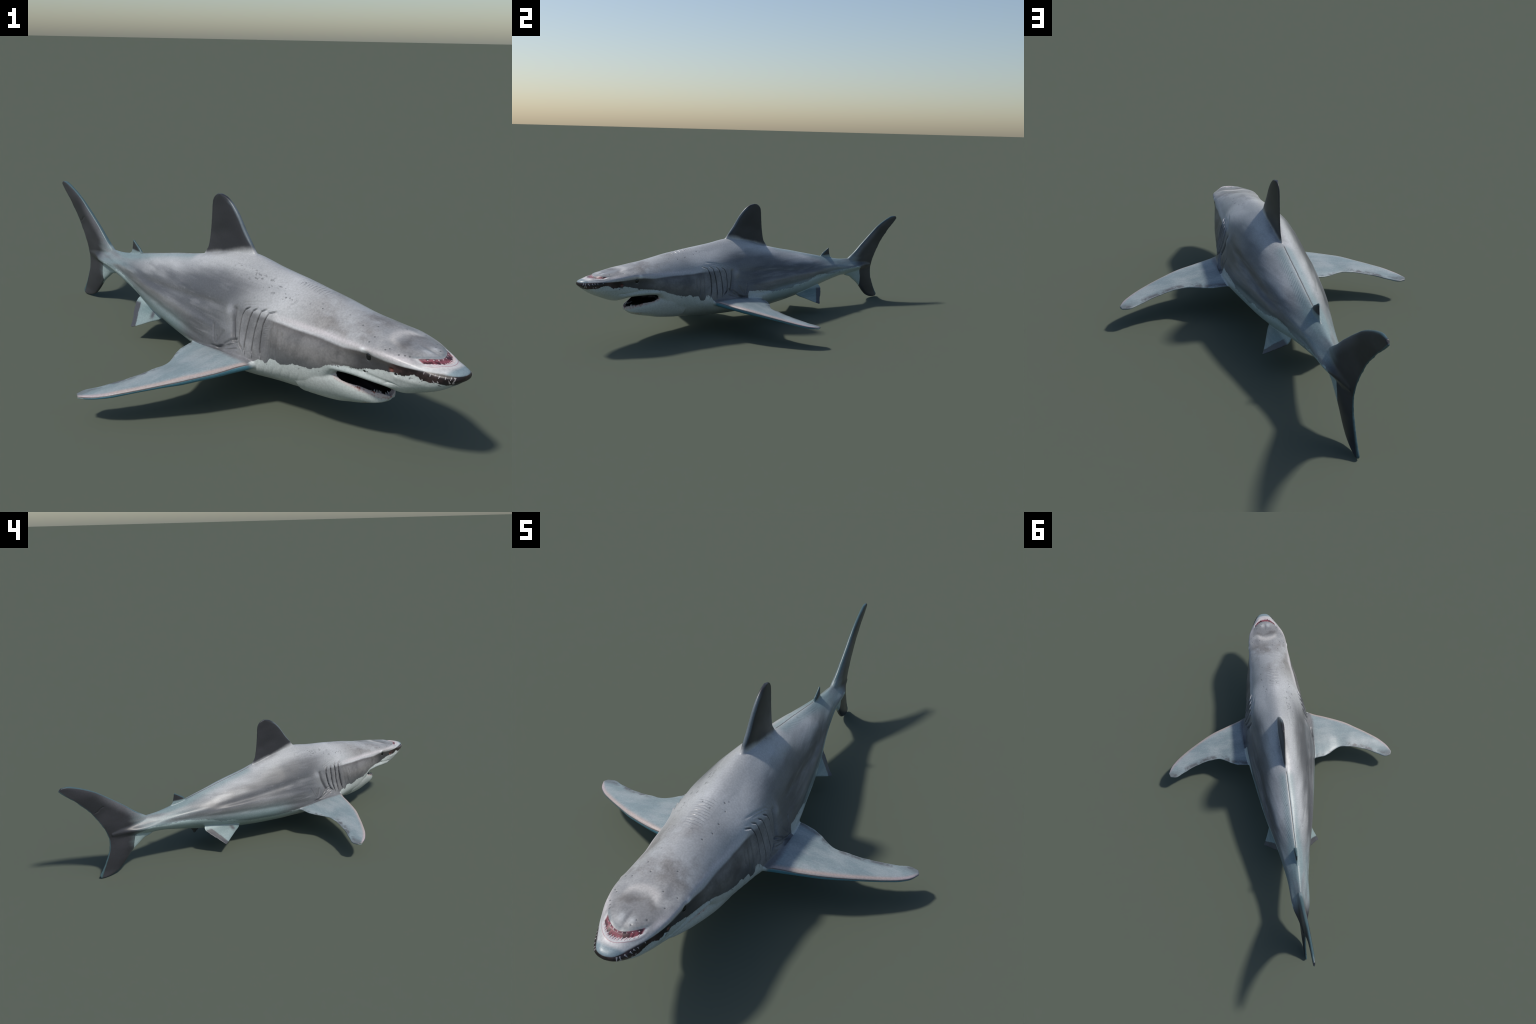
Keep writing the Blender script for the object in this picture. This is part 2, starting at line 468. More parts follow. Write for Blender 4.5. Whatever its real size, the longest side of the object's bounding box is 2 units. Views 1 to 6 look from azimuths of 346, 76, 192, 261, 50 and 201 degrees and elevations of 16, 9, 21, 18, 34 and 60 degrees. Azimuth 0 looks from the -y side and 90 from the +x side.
def signed_distance(tree, pts, far=.05):
    out = np.full(len(pts), far)
    for i, p in enumerate(pts):
        v = Vector(p)
        loc, nor, _, d = tree.find_nearest(v, far)
        if loc is not None:
            out[i] = d if (v - loc).dot(nor) > 0 else -d
    return out


PARTS = ['head', 'lower_jaw', 'mouth', 'gill', 'gill', 'torso', 'tail', 'dorsal_fin', 'dorsal_fin', 'anal_fin',
         'caudal_fin', 'pectoral_fin', 'pectoral_fin', 'pelvic_fin', 'pelvic_fin']


def classify(p):
    """part number of every point p (rows x, y, z)"""
    x, a, z = p[:, 0], p[:, 1] + A0, p[:, 2]
    ax = np.abs(x)
    part = np.full(len(p), 5)
    part[a < .545] = 0
    gill = (a > .545) & (a < .765) & (ax > .10) & (z > .175) & (z < .345)
    part[gill & (x > 0)] = 3
    part[gill & (x < 0)] = 4
    part[a > 1.60] = 6
    part[(a < .43) & (z < .186 + (a - .25) * .22)] = 1
    near = np.where((a > .19) & (a < .47) & (z > .13) & (z < .26) & (ax < .112))[0]
    d = np.minimum(np.abs(signed_distance(BAG_TREES[0], p[near])), np.abs(signed_distance(BAG_TREES[1], p[near])))
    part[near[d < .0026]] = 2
    boxes = {7: (a > .84) & (a < 1.20) & (ax < .05) & (z > .37), 8: (a > 1.55) & (a < 1.69) & (ax < .03) & (z > .265),
             9: (a > 1.48) & (a < 1.60) & (ax < .02) & (z < .165), 10: (a > 1.76),
             11: (x > .16) & (a > .60) & (a < 1.02) & (z < .20), 12: (x < -.16) & (a > .60) & (a < 1.02) & (z < .20),
             13: (x > .04) & (a > 1.26) & (a < 1.56) & (z < .17), 14: (x < -.04) & (a > 1.26) & (a < 1.56) & (z < .17)}
    for k, m in boxes.items():
        idx = np.where(m)[0]
        sd = signed_distance(BODY_TREE, p[idx])
        lim = .0045 if k in (7, 8, 10) else .005
        part[idx[sd > lim]] = k
    part[a > 1.99] = 10
    return part


# ------------------------------------------------------------------ materials
class Nodes:
    """arithmetic on shader sockets, so that masks read as formulas"""
    def __init__(self, mat):
        self.t = mat.node_tree
        self.t.nodes.clear()

    def new(self, kind, **kw):
        n = self.t.nodes.new(kind)
        for k, v in kw.items():
            setattr(n, k, v)
        return n

    def put(self, sock, v):
        if isinstance(v, S):
            self.t.links.new(v.s, sock)
        elif isinstance(v, (tuple, list)):
            sock.default_value = tuple(v) + ((1,) if len(v) == 3 and sock.type == 'RGBA' else ())
        else:
            sock.default_value = v

    def math(self, op, *v, clamp=False):
        n = self.new('ShaderNodeMath', operation=op, use_clamp=clamp)
        for i, q in enumerate(v):
            self.put(n.inputs[i], q)
        return S(self, n.outputs[0])

    def step(self, v, lo, hi):
        n = self.new('ShaderNodeMapRange', interpolation_type='SMOOTHSTEP')
        flip = not isinstance(lo, S) and not isinstance(hi, S) and hi < lo
        if flip:
            lo, hi = hi, lo
        self.put(n.inputs['Value'], v); self.put(n.inputs['From Min'], lo); self.put(n.inputs['From Max'], hi)
        n.inputs['To Min'].default_value = 1.0 if flip else 0.0
        n.inputs['To Max'].default_value = 0.0 if flip else 1.0
        return S(self, n.outputs[0])

    def bump(self, v, c, w):
        d = (v - c) * (1.0 / w)
        return self.math('EXPONENT', d * d * -1.0)

    def curve(self, v, pts):
        lo, hi = pts[0][0], pts[-1][0]
        n = self.new('ShaderNodeFloatCurve')
        c = n.mapping.curves[0]
        n.mapping.use_clip = False
        for i, (px, py) in enumerate(pts):
            q = ((px - lo) / (hi - lo), py)
            if i == 0: c.points[0].location = q
            elif i == len(pts) - 1: c.points[1].location = q
            else: c.points.new(*q)
        for q in c.points: q.handle_type = 'AUTO_CLAMPED'
        n.mapping.update()
        self.put(n.inputs['Value'], (v - lo) * (1.0 / (hi - lo)))
        return S(self, n.outputs[0])

    def noise(self, vec, scale, detail=3, rough=.55, stretch=(1, 1, 1), offset=(0, 0, 0), dist=0.0):
        m = self.new('ShaderNodeMapping')
        m.inputs['Scale'].default_value = stretch
        m.inputs['Location'].default_value = offset
        self.put(m.inputs['Vector'], vec)
        n = self.new('ShaderNodeTexNoise')
        n.inputs['Scale'].default_value = scale; n.inputs['Detail'].default_value = detail
        n.inputs['Roughness'].default_value = rough; n.inputs['Distortion'].default_value = dist
        self.t.links.new(m.outputs[0], n.inputs['Vector'])
        return S(self, n.outputs['Fac'])

    def mix(self, f, a, b):
        n = self.new('ShaderNodeMix', data_type='RGBA')
        self.put(n.inputs['Factor'], f)
        self.put(n.inputs['A'] if False else n.inputs[6], a); self.put(n.inputs[7], b)
        return S(self, n.outputs[2])


class S:
    def __init__(self, g, s): self.g, self.s = g, s
    def __add__(self, o): return self.g.math('ADD', self, o)
    __radd__ = __add__
    def __sub__(self, o): return self.g.math('SUBTRACT', self, o)
    def __rsub__(self, o): return self.g.math('SUBTRACT', o, self)
    def __mul__(self, o): return self.g.math('MULTIPLY', self, o)
    __rmul__ = __mul__
    def abs(self): return self.g.math('ABSOLUTE', self)
    def max(self, o): return self.g.math('MAXIMUM', self, o)
    def min(self, o): return self.g.math('MINIMUM', self, o)


WHITE_EDGE_RIGHT = [(0, .275), (.04, .280), (.07, .284), (.10, .285), (.12, .296), (.15, .282), (.19, .284), (.24, .275), (.28, .265),
                    (.34, .256), (.38, .246), (.41, .232), (.44, .218), (.48, .212), (.51, .210), (.55, .197), (.58, .202), (.60, .203),
                    (.617, .180), (.634, .188), (.65, .185), (.68, .165), (.72, .14), (.85, .13), (.94, .14), (.965, .152), (1.0, .150),
                    (1.1, .138), (1.2, .138), (1.3, .147), (1.36, .165), (1.43, .172), (1.48, .188), (1.57, .205), (1.64, .213), (1.71, .210),
                    (1.80, .215), (1.84, .200), (1.877, .180), (1.893, .02), (1.90, -.08), (2.3, -.08)]
WHITE_EDGE_LEFT = [(0, .275), (.04, .280), (.07, .284), (.11, .294), (.154, .279), (.195, .283), (.236, .276), (.278, .266), (.341, .257),
                   (.396, .244), (.427, .229), (.471, .217), (.503, .209), (.531, .214), (.55, .201), (.57, .206), (.588, .184), (.606, .179),
                   (.624, .205), (.65, .192), (.66, .17), (.72, .14), (.85, .13), (.868, .150), (.876, .200), (.93, .197), (1.0, .187), (1.09, .174), (1.15, .178),
                   (1.2, .172), (1.25, .186), (1.33, .187), (1.38, .194), (1.485, .214), (1.56, .206), (1.64, .204), (1.74, .214), (1.87, .217), (1.895, .19), (1.912, .03), (1.92, -.08), (2.3, -.08)]


def skin_material(name, kind):
    mat = bpy.data.materials.new(name)
    mat.use_nodes = True
    g = Nodes(mat)
    co = S(g, g.new('ShaderNodeTexCoord').outputs['Object'])
    sep = g.new('ShaderNodeSeparateXYZ'); g.put(sep.inputs[0], co)
    x, y, z = (S(g, o) for o in sep.outputs)
    a = y + A0
    ax = x.abs()
    right = g.step(x, .001, -.001)

    fine = g.noise(co, 160, 4, .6)
    mottle = g.noise(co, 14, 4, .6, offset=(3, 1, 0))
    broad = g.noise(co, 5, 3, .5, (1.2, .7, 1.6), (1, 2, 3))
    streak = g.noise(co, 7, 3, .5, (1.5, .40, 4.2), (0, 4, 0), .3)
    streak2 = g.noise(co, 16, 3, .55, (1.5, .35, 3.0), (5, 0, 2), .2)

    # ---- grey back and flank
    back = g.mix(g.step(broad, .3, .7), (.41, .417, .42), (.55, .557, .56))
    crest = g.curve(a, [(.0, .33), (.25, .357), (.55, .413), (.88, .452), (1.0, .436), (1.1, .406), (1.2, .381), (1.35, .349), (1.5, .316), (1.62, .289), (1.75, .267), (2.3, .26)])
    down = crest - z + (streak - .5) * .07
    depth = g.step(down + g.step(a, .98, 1.15) * .016, .022, .092) * g.step(a, .62, .86) * g.step(a, 1.98, 1.62)  # darkens down from the crest; part of this is flank shading baked into the grey
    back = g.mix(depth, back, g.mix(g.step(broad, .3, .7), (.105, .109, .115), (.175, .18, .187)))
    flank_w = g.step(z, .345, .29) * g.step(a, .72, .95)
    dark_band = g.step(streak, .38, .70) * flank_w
    dark_band = (dark_band * .7 + g.bump(z - .272 + (a - 1.25) * .12 + (streak2 - .5) * .03, 0, .022) * g.step(a, .85, 1.05) * g.step(a, 1.65, 1.45) * .8).min(1.0)  # valley shading of the muscle folds, tinted into the skin colour
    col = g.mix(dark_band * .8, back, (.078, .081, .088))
    col = g.mix(g.step(streak2, .5, .72) * flank_w * .3, col, (.32, .325, .33))
    col = g.mix(g.bump(z - .228 + (a - 1.2) * .03 + (streak2 - .5) * .02, 0, .016) * g.step(a, .95, 1.05) * g.step(a, 1.6, 1.4) * .4, col, (.27, .275, .28))
    col = g.mix(g.step(streak2, .45, .25) * .25, col, (.24, .25, .265))
    col = g.mix(g.step(a, 1.40, 1.66) * .85, col, g.mix(g.step(streak2 * .5 + streak * .5, .38, .62), (.12, .135, .143), (.25, .27, .28)))
    # teal tint low on the flanks, on the tail and beside the crest
    teal = (g.step(z, .235, .16) * g.step(a, .95, 1.15) + g.step(a, 1.45, 1.75) * g.step(streak, .35, .6) * .8
            + g.bump(ax, .018, .02) * g.step(a, 1.15, 1.2) * g.step(z, .25, .28) * .95)
    col = g.mix(g.math('MINIMUM', teal, 1.0) * .62, col, (.21, .31, .32))

    # ---- head
    head = g.step(a, .64, .40)
    brown = g.mix(g.step(mottle + (fine - .5) * .25, .35, .68), (.145, .135, .128), (.27, .26, .25))
    col = g.mix(head * g.step(z, .318, .33) * g.step(broad + (mottle - .5) * .6, .30, .56) * .95, col, brown)
    top = g.step(z, .315, .325)
    snout = top * g.step(a, .30, .25)
    col = g.mix(snout * .7, col, g.mix(g.step(mottle, .35, .65), (.26, .262, .265), (.46, .46, .455)))
    warp = (mottle - .5) * .05
    col = g.mix(top * g.bump(a + ax * ax * 3.0 + warp * 1.6, .195, .026) * g.step(ax, .085, .045) * g.step(mottle, .32, .58) * .85, col, (.135, .126, .12))
    col = g.mix(top * g.bump(a + ax * ax * 7.0 + warp, .238, .016) * g.step(ax, .07, .04) * .75, col, (.60, .57, .54))
    col = g.mix(top * g.bump(a, .125, .016) * g.bump(ax, .017, .011) * .6, col, (.60, .61, .61))
    # pink ridge
    ridge = g.bump(z, .3275, .0085) * g.step(a, .05, .12) * g.step(a, .68, .50) * g.step(ax, .06, .085)
    col = g.mix(ridge * .8, col, (.60, .565, .57))
    # face below the ridge
    low = g.curve(a, [(0, .311), (.06, .311), (.13, .311), (.275, .3185), (.35, .313), (.45, .316), (.52, .315), (.62, .318), (.8, .32), (2.3, .32)])
    face = g.step(z - low + (mottle - .5) * .006, .003, -.006) * g.step(a, .80, .58)
    fm = g.mix(g.step(mottle + (broad - .5) * .8, .3, .7), (.10, .098, .098), (.205, .20, .197))
    fm = g.mix(g.step(z, .262, .205) * g.step(a, .7, .6), fm, (.10, .105, .11))
    fm = g.mix(g.step(a, .36, .27), fm, (.055, .055, .058))
    fm = g.mix(g.bump(z - low, -.004, .010) * .6, fm, (.11, .10, .095))
    col = g.mix(face * g.step(ax, .0, .01), col, fm)
    gl = g.step(a, .60, .64) * g.step(a, .80, .76) * g.step(z, .335, .310)
    col = g.mix(gl * .7, col, g.mix(g.step(mottle, .35, .65), (.12, .12, .126), (.20, .20, .205)))
    band = g.step(z - low, .001, -.003) * g.step(a, .20, .17)
    col = g.mix(band, col, g.mix(g.step(mottle, .4, .65), (.018, .013, .014), (.075, .045, .045)))

    # ---- painted mouth on the snout
    x2 = x * x
    ul, ll = .086 + x2 * 10.5, .056 + x2 * 12.0
    span = g.step(ax, .074, .060) * top
    col = g.mix(span * g.step(a - ll, -.030, -.018) * g.step(a - ul, .002, -.002) * .9, col, (.66, .64, .63))
    jag = (g.noise(co, 90, 2, .5, (1, .25, .25)) - .5) * .012
    gum = g.step(a - ll + jag, .0055, .0085) * g.step(a - ul, .001, -.001) * span * g.step(ax, .063, .058)
    red = g.mix(g.step(g.noise(co, 75, 2, .5, (1, .4, 1), (2, 0, 0)), .4, .6), (.06, .018, .022), (.30, .085, .105))
    col = g.mix(gum, col, red)
    col = g.mix(span * g.bump(a - ll, -.0085, .0012) * .7, col, (.36, .12, .16))
    col = g.mix(span * g.bump(a - ul, .005, .007) * .45, col, (.17, .215, .235))  # shadow of the lip, coloured in as a dark teal strip
    tip = g.step(a + x2 * 4.0 * -1.0, .040, .026) * g.step(z, .308, .311)
    col = g.mix(tip * .85, col, (.19, .27, .305))

    # ---- pores and scars
    dots = None
    for pa, px in PORES:
        da, dx = a - pa, x - px
        d = g.math('SQRT', da * da + dx * dx)
        m = g.step(d, .0036 + ((pa * 917) % 1 - .5) * .0016, .0016)
        dots = m if dots is None else dots.max(m)
    col = g.mix(dots * g.step(z, .30, .32) * .7, col, (.07, .072, .075))
    v = g.new('ShaderNodeTexVoronoi'); v.inputs['Scale'].default_value = 26
    g.put(v.inputs['Vector'], co)
    spots = g.step(S(g, v.outputs['Distance']) + (g.noise(co, 120, 2) - .5) * .25, .12, .09) * g.step(mottle, .50, .58)
    col = g.mix(spots * g.step(z, .26, .30) * g.step(a, 1.75, 1.6) * g.step(a, .30, .4) * .5, col, (.16, .165, .17))
    scar = g.step(g.noise(co, 62, 2, .6, (1, .7, 1), (0, 7, 0)), .60, .64) * g.bump(x + .072 + (a - .75) * -.05, 0, .022) * g.step(a, .56, .60) * g.step(a, .92, .86) * g.step(z, .33, .35)
    col = g.mix(scar * 1.0, col, (.20, .205, .205))
    # seam of the back
    seam = g.step((x + .003 + (g.noise(co, 30, 2) - .5) * .004).abs(), .0030, .0012) * g.step(a, 1.16, 1.175) * g.step(a, 1.60, 1.57) * g.step(z, .27, .29)
    col = g.mix(seam * .8, col, (.10, .095, .085))
    keel = g.bump(z - .2 + (a - 1.9) * -.05, 0, .004) * g.step(a, 1.66, 1.7) * g.step(streak2, .45, .55)
    col = g.mix(keel * .7, col, (.07, .07, .08))

    # ---- dark fins
    dl = .386 + (1.13 - a).max(0) * .27
    dors = g.step(z - dl + (mottle - .5) * .02, .0, .030) * g.step(a, .84, .86) * g.step(a, 1.20, 1.18)
    dors = dors + g.step(z, .298, .308) * g.step(a, 1.57, 1.59) * g.step(a, 1.68, 1.67)
    caud = g.step(a + (z - .21).abs() * -.12 + (streak - .5) * .08, 1.815, 1.910)
    finc = g.mix(g.step(broad, .35, .7), (.030, .031, .036), (.050, .050, .058))
    col = g.mix((dors + caud).min(1.0), col, finc)
    # paler leading margin of the upper tail lobe
    lead = g.curve(a, [(1.72, .25), (1.80, .262), (1.855, .297), (1.927, .353), (2.009, .411), (2.06, .446), (2.108, .471), (2.166, .495), (2.205, .506), (2.26, .512)])
    col = g.mix(g.step(z - lead, -.060, -.012) * g.step(a, 1.80, 1.86) * g.step(a, 2.10, 1.95) * .6, col, (.16, .16, .175))
    dlead = g.curve(a, [(.80, .42), (.864, .458), (.912, .515), (.961, .578), (1.001, .613), (1.3, .64)])
    col = g.mix(g.step(z - dlead, -.014, -.004) * g.step(a, .84, .87) * g.step(a, 1.02, .98) * .75, col, (.16, .20, .225))
    # thin blue-green rims along the edges of the tail and the fins
    trail = g.curve(z, [(.0, 2.075), (.035, 2.061), (.103, 2.028), (.134, 2.017), (.175, 2.013), (.226, 2.025), (.274, 2.048), (.319, 2.077), (.358, 2.105),
                        (.392, 2.138), (.433, 2.180), (.462, 2.215), (.52, 2.26)])
    rim = (g.step(z - lead, -.0065, -.0030) * g.step(a, 1.78, 1.84)).max(g.step(a - trail, -.0050, -.0020) * g.step(a, 1.9, 1.95))
    d2 = g.step(z - g.curve(a, [(1.55, .28), (1.577, .302), (1.605, .325), (1.634, .342), (1.7, .345)]), -.008, -.003) * g.step(a, 1.57, 1.58) * g.step(a, 1.66, 1.65)
    col = g.mix(rim.max(d2) * .8, col, (.07, .135, .15))

    # ---- pale belly with a torn border
    edge = g.mix(right, g.curve(a, WHITE_EDGE_LEFT), g.curve(a, WHITE_EDGE_RIGHT))
    r1 = g.noise(co, 48, 3, .65, (1, 1, .25)) - .5
    r2 = g.noise(co, 210, 2, .6, (1, 1, .35)) - .5
    torn = S(g, edge.s) + r1 * .018 + r2 * .006
    pale = g.mix(g.step(broad, .3, .7), (.45, .50, .485), (.57, .60, .58))
    pale = g.mix(g.step(a, .95, 1.1) * .75, pale, (.28, .385, .39))
    white = g.step(z - torn, .0012, -.0012)
    if kind != 'pectoral':
        col = g.mix(white, col, pale)
    # stray flakes of grey just below the border
    flakes = g.step(z - torn, -.016, -.006) * g.step(g.noise(co, 110, 2, .6, (1, .6, 1)), .63, .66) * white
    col = g.mix(flakes * .8, col, (.10, .105, .11))
    for na, nz, r in ((.268, .260, .0058), (.170, .281, .006), (.156, .288, .004), (.258, .262, .0028)):
        da, dz = a - na, (z - nz) * 1.5
        col = g.mix(g.step(g.math('SQRT', da * da + dz * dz), r, r * .6) * g.step(ax, .06, .08) * g.step(x, .02, .0), col, (.012, .012, .013))
    da, dz = a - .183, z - .291
    col = g.mix(g.step(g.math('SQRT', da * da + dz * dz), .010, .003) * .8 * g.step(ax, .06, .08), col, (.16, .045, .03))

    if kind == 'pectoral':
        # lead edge distance measured along the body: curve of the leading and trailing edges over the span
        la = g.curve(ax, [(.10, .622), (.184, .658), (.21, .670), (.30, .702), (.38, .733), (.47, .780), (.556, .834), (.60, .868), (.63, .902), (.66, .95)])
        ta = g.curve(ax, [(.10, .985), (.208, .966), (.28, .942), (.33, .908), (.36, .899), (.40, .900), (.44, .906), (.516, .928), (.571, .951), (.61, .968), (.66, .965)])
        zl = g.curve(ax, [(.10, .176), (.184, .169), (.21, .165), (.30, .152), (.38, .143), (.47, .128), (.556, .112), (.60, .103), (.63, .095), (.66, .088)])
        zt = g.curve(ax, [(.10, .149), (.208, .146), (.28, .137), (.33, .131), (.40, .126), (.44, .119), (.516, .105), (.571, .093), (.61, .088), (.66, .087)])
        chord = g.math('DIVIDE', a - la, ta - la, clamp=True)
        za = zl + (zt - zl) * chord
        pe = g.mix(g.step(g.noise(co, 8, 3, .55, (1, 2.2, 1)), .35, .68), (.25, .315, .33), (.35, .40, .41))
        pe = g.mix(g.step(g.noise(co, 30, 3, .6, (.6, 2, 1)), .52, .75) * .25, pe, (.42, .42, .45))
        dl_, dt = a - la, ta - a
        pe = g.mix(g.bump(dt + (mottle - .5) * .03, .012, .012) * g.step(g.noise(co, 15, 4, .65), .45, .60) * .85, pe, (.10, .095, .10))
        pe = g.mix(g.step(ax, .56, .63) * g.step(dt, .05, .012) * .7, pe, (.12, .125, .13))
        pe = g.mix(g.bump(dl_, .008, .009) * .8, pe, (.52, .40, .36))
        pe = g.mix(g.step(ax, .55, .62) * g.bump(dl_, .006, .012) * .6, pe, (.50, .42, .45))
        under = g.step(z - za, .0005, -.002)
        pu = g.mix(g.step(broad, .3, .7), (.30, .43, .45), (.40, .52, .53))
        pu = g.mix(g.step(chord, .20, .10), pu, (.085, .23, .29))
        pe = g.mix(under, pe, pu)
        pe = g.mix(g.bump(z - za, .0008, .0014) * g.step(dl_, .020, .008) * .9, pe, (.06, .05, .05))
        w = g.step(ax - g.step(z, .15, .20) * .05 + (mottle - .5) * .012, .172, .200)
        col = g.mix(white * g.step(a, .80, .74) * g.step(ax, .20, .185), col, pale)
        col = g.mix(w, col, pe)
    if kind == 'pelvic':
        pv = g.mix(g.step(broad + (streak2 - .5) * .5, .3, .7), (.15, .225, .23), (.26, .33, .33))
        # rear margin darkens: distance from the line between tip and rear corner
        t = (a - 1.43) + (ax - .15) * .92 + (mottle - .5) * .016 + r2 * .012
        pv = g.mix(g.step(t, -.030, -.022) * g.step(ax, .070, .080), pv, (.07, .072, .08))
        pv = g.mix(g.step((a - 1.30) + (ax - .10) * -2.2, .012, .002) * g.step(streak2, .4, .55), pv, (.13, .135, .14))
        pv = g.mix(g.bump(a - 1.355 + (ax - .098) * .5, 0, .012) * g.bump(z, .115, .016) * g.step(mottle, .38, .5) * right, pv, (.09, .09, .10))
        col = g.mix(g.step(z + ax * -.6, .100, .075), col, pv)

    col = g.mix(g.step(ax, .014, .010) * g.step(z, .136, .126) * g.step(a, 1.495, 1.505) * g.step(a, 1.58, 1.57), col, (.03, .033, .036))
    # darker lines along the nape wrinkles
    ph = g.math('ABSOLUTE', g.math('COSINE', (a + x * x * 1.4 + (g.noise(co, 22, 2, .5) - .5) * .012) * (math.pi / .0118)))
    nape = g.step(ph, .90, .99) * g.step(a, .490, .505) * g.step(a, .640, .61) * g.step(ax + (mottle - .5) * .03, .040, .022) * g.step(z, .36, .38)
    col = g.mix(nape * .55, col, (.17, .175, .18))
    # darker colour in the hollow behind the gills and over the shoulder folds, paler on the bump between
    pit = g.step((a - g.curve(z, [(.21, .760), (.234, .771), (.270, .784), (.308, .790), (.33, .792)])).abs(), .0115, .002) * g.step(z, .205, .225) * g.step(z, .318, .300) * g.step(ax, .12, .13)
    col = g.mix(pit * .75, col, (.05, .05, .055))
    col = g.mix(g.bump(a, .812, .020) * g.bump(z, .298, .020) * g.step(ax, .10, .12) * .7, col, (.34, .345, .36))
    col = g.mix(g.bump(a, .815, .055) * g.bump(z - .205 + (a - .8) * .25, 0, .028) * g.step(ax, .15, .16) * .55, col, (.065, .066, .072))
    # dark slit of each gill, highlight painted white on the brow of the eye
    for k, line in enumerate(GILLS):
        low_z = line[-1][1]
        f = g.curve(z, sorted((q[1], q[0]) for q in line[1:]))
        slit = g.step((a - f - g.step(x, -.01, .01) * .005).abs(), .0022, .0008) * g.step(z, low_z, low_z + .012) * g.step(z, line[1][1] + .001, line[1][1] - .010) * g.step(ax, .11, .12)
        col = g.mix(slit * .85, col, (.03, .031, .034))
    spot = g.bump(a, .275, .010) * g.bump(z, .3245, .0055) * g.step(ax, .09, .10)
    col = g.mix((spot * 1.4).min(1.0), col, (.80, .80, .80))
    grain = g.new('ShaderNodeMix', data_type='RGBA', blend_type='MULTIPLY')
    grain.inputs[0].default_value = 1.0
    g.put(grain.inputs[6], col)
    g.put(grain.inputs[7], g.mix(g.step(fine, .3, .7), (.90, .90, .90), (1.08, 1.08, 1.08)))
    col = S(g, grain.outputs[2])
    b = g.new('ShaderNodeBsdfPrincipled')
    g.put(b.inputs['Base Color'], col)
    rough = .37 + (mottle - .5) * .2
    g.put(b.inputs['Roughness'], rough)
    b.inputs['Specular IOR Level'].default_value = .42
    bm = g.new('ShaderNodeBump')
    bm.inputs['Strength'].default_value = .25; bm.inputs['Distance'].default_value = .0012
    g.put(bm.inputs['Height'], fine * .6 + g.noise(co, 420, 2) * .4)
    g.t.links.new(bm.outputs[0], b.inputs['Normal'])
    out = g.new('ShaderNodeOutputMaterial')
    g.t.links.new(b.outputs[0], out.inputs[0])
    return mat


def mouth_material():
    mat = bpy.data.materials.new('mouth_lining'); mat.use_nodes = True
    g = Nodes(mat)
    co = S(g, g.new('ShaderNodeTexCoord').outputs['Object'])
    sep = g.new('ShaderNodeSeparateXYZ'); g.put(sep.inputs[0], co)
    z = S(g, sep.outputs[2])
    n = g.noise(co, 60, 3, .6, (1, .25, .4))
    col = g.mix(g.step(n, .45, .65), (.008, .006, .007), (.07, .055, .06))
    b = g.new('ShaderNodeBsdfPrincipled')
    g.put(b.inputs['Base Color'], col); b.inputs['Roughness'].default_value = .35
    out = g.new('ShaderNodeOutputMaterial'); g.t.links.new(b.outputs[0], out.inputs[0])
    return mat


def jaw_material(name):
    """belly skin with a pink, blood-spotted lip"""
    mat = skin_material(name, 'body')
    g = Nodes.__new__(Nodes); g.t = mat.node_tree
    b = next(n for n in g.t.nodes if n.type == 'BSDF_PRINCIPLED')
    base = S(g, b.inputs['Base Color'].links[0].from_socket)
    co = S(g, g.new('ShaderNodeTexCoord').outputs['Object'])
    sep = g.new('ShaderNodeSeparateXYZ'); g.put(sep.inputs[0], co)
    z = S(g, sep.outputs[2]); a = S(g, sep.outputs[1]) + A0
    ax = S(g, sep.outputs[0]).abs()
    rim = g.curve(a, [(.24, .158), (.262, .168), (.29, .174), (.33, .187), (.37, .204), (.40, .217), (.45, .22)])
    lip = g.step(z - rim, -.014, -.006)
    gum = g.mix(g.step(g.noise(co, 120, 2, .6), .50, .66), (.60, .52, .50), (.34, .13, .10))
    col = g.mix(lip * g.step(a, .395, .375), base, gum)
    # dark inside edge, blood smear under the chin
    outer = g.curve(a, [(.24, .0), (.262, .026), (.29, .050), (.33, .074), (.37, .097), (.40, .11), (.45, .12)])
    col = g.mix(g.step(ax - outer, -.004, -.010) * g.step(z - rim, -.03, -.02) * g.step(a, .268, .276), col, (.03, .02, .022))
    sm = g.bump(a, .297, .016) * g.bump(z, .130, .006) * g.step(g.noise(co, 120, 2), .45, .6)
    col = g.mix(sm * .8, col, (.30, .08, .05))
    g.put(b.inputs['Base Color'], col)
    return mat


def plain(name, color, rough, spec=.5):
    mat = bpy.data.materials.new(name); mat.use_nodes = True
    b = mat.node_tree.nodes['Principled BSDF']
    b.inputs['Base Color'].default_value = color + (1,)
    b.inputs['Roughness'].default_value = rough
    b.inputs['Specular IOR Level'].default_value = spec
    return mat


# ------------------------------------------------------------------ build
skin = build_skin()
co, ed = arrays(skin.data)
quads = np.empty(len(skin.data.loops), np.int32)
skin.data.loops.foreach_get('vertex_index', quads)
assert len(quads) == 4 * len(skin.data.polygons)
quads = quads.reshape(-1, 4)
co = smooth(co, ed, 3)
centre = co[quads].mean(1)
part = classify(centre)
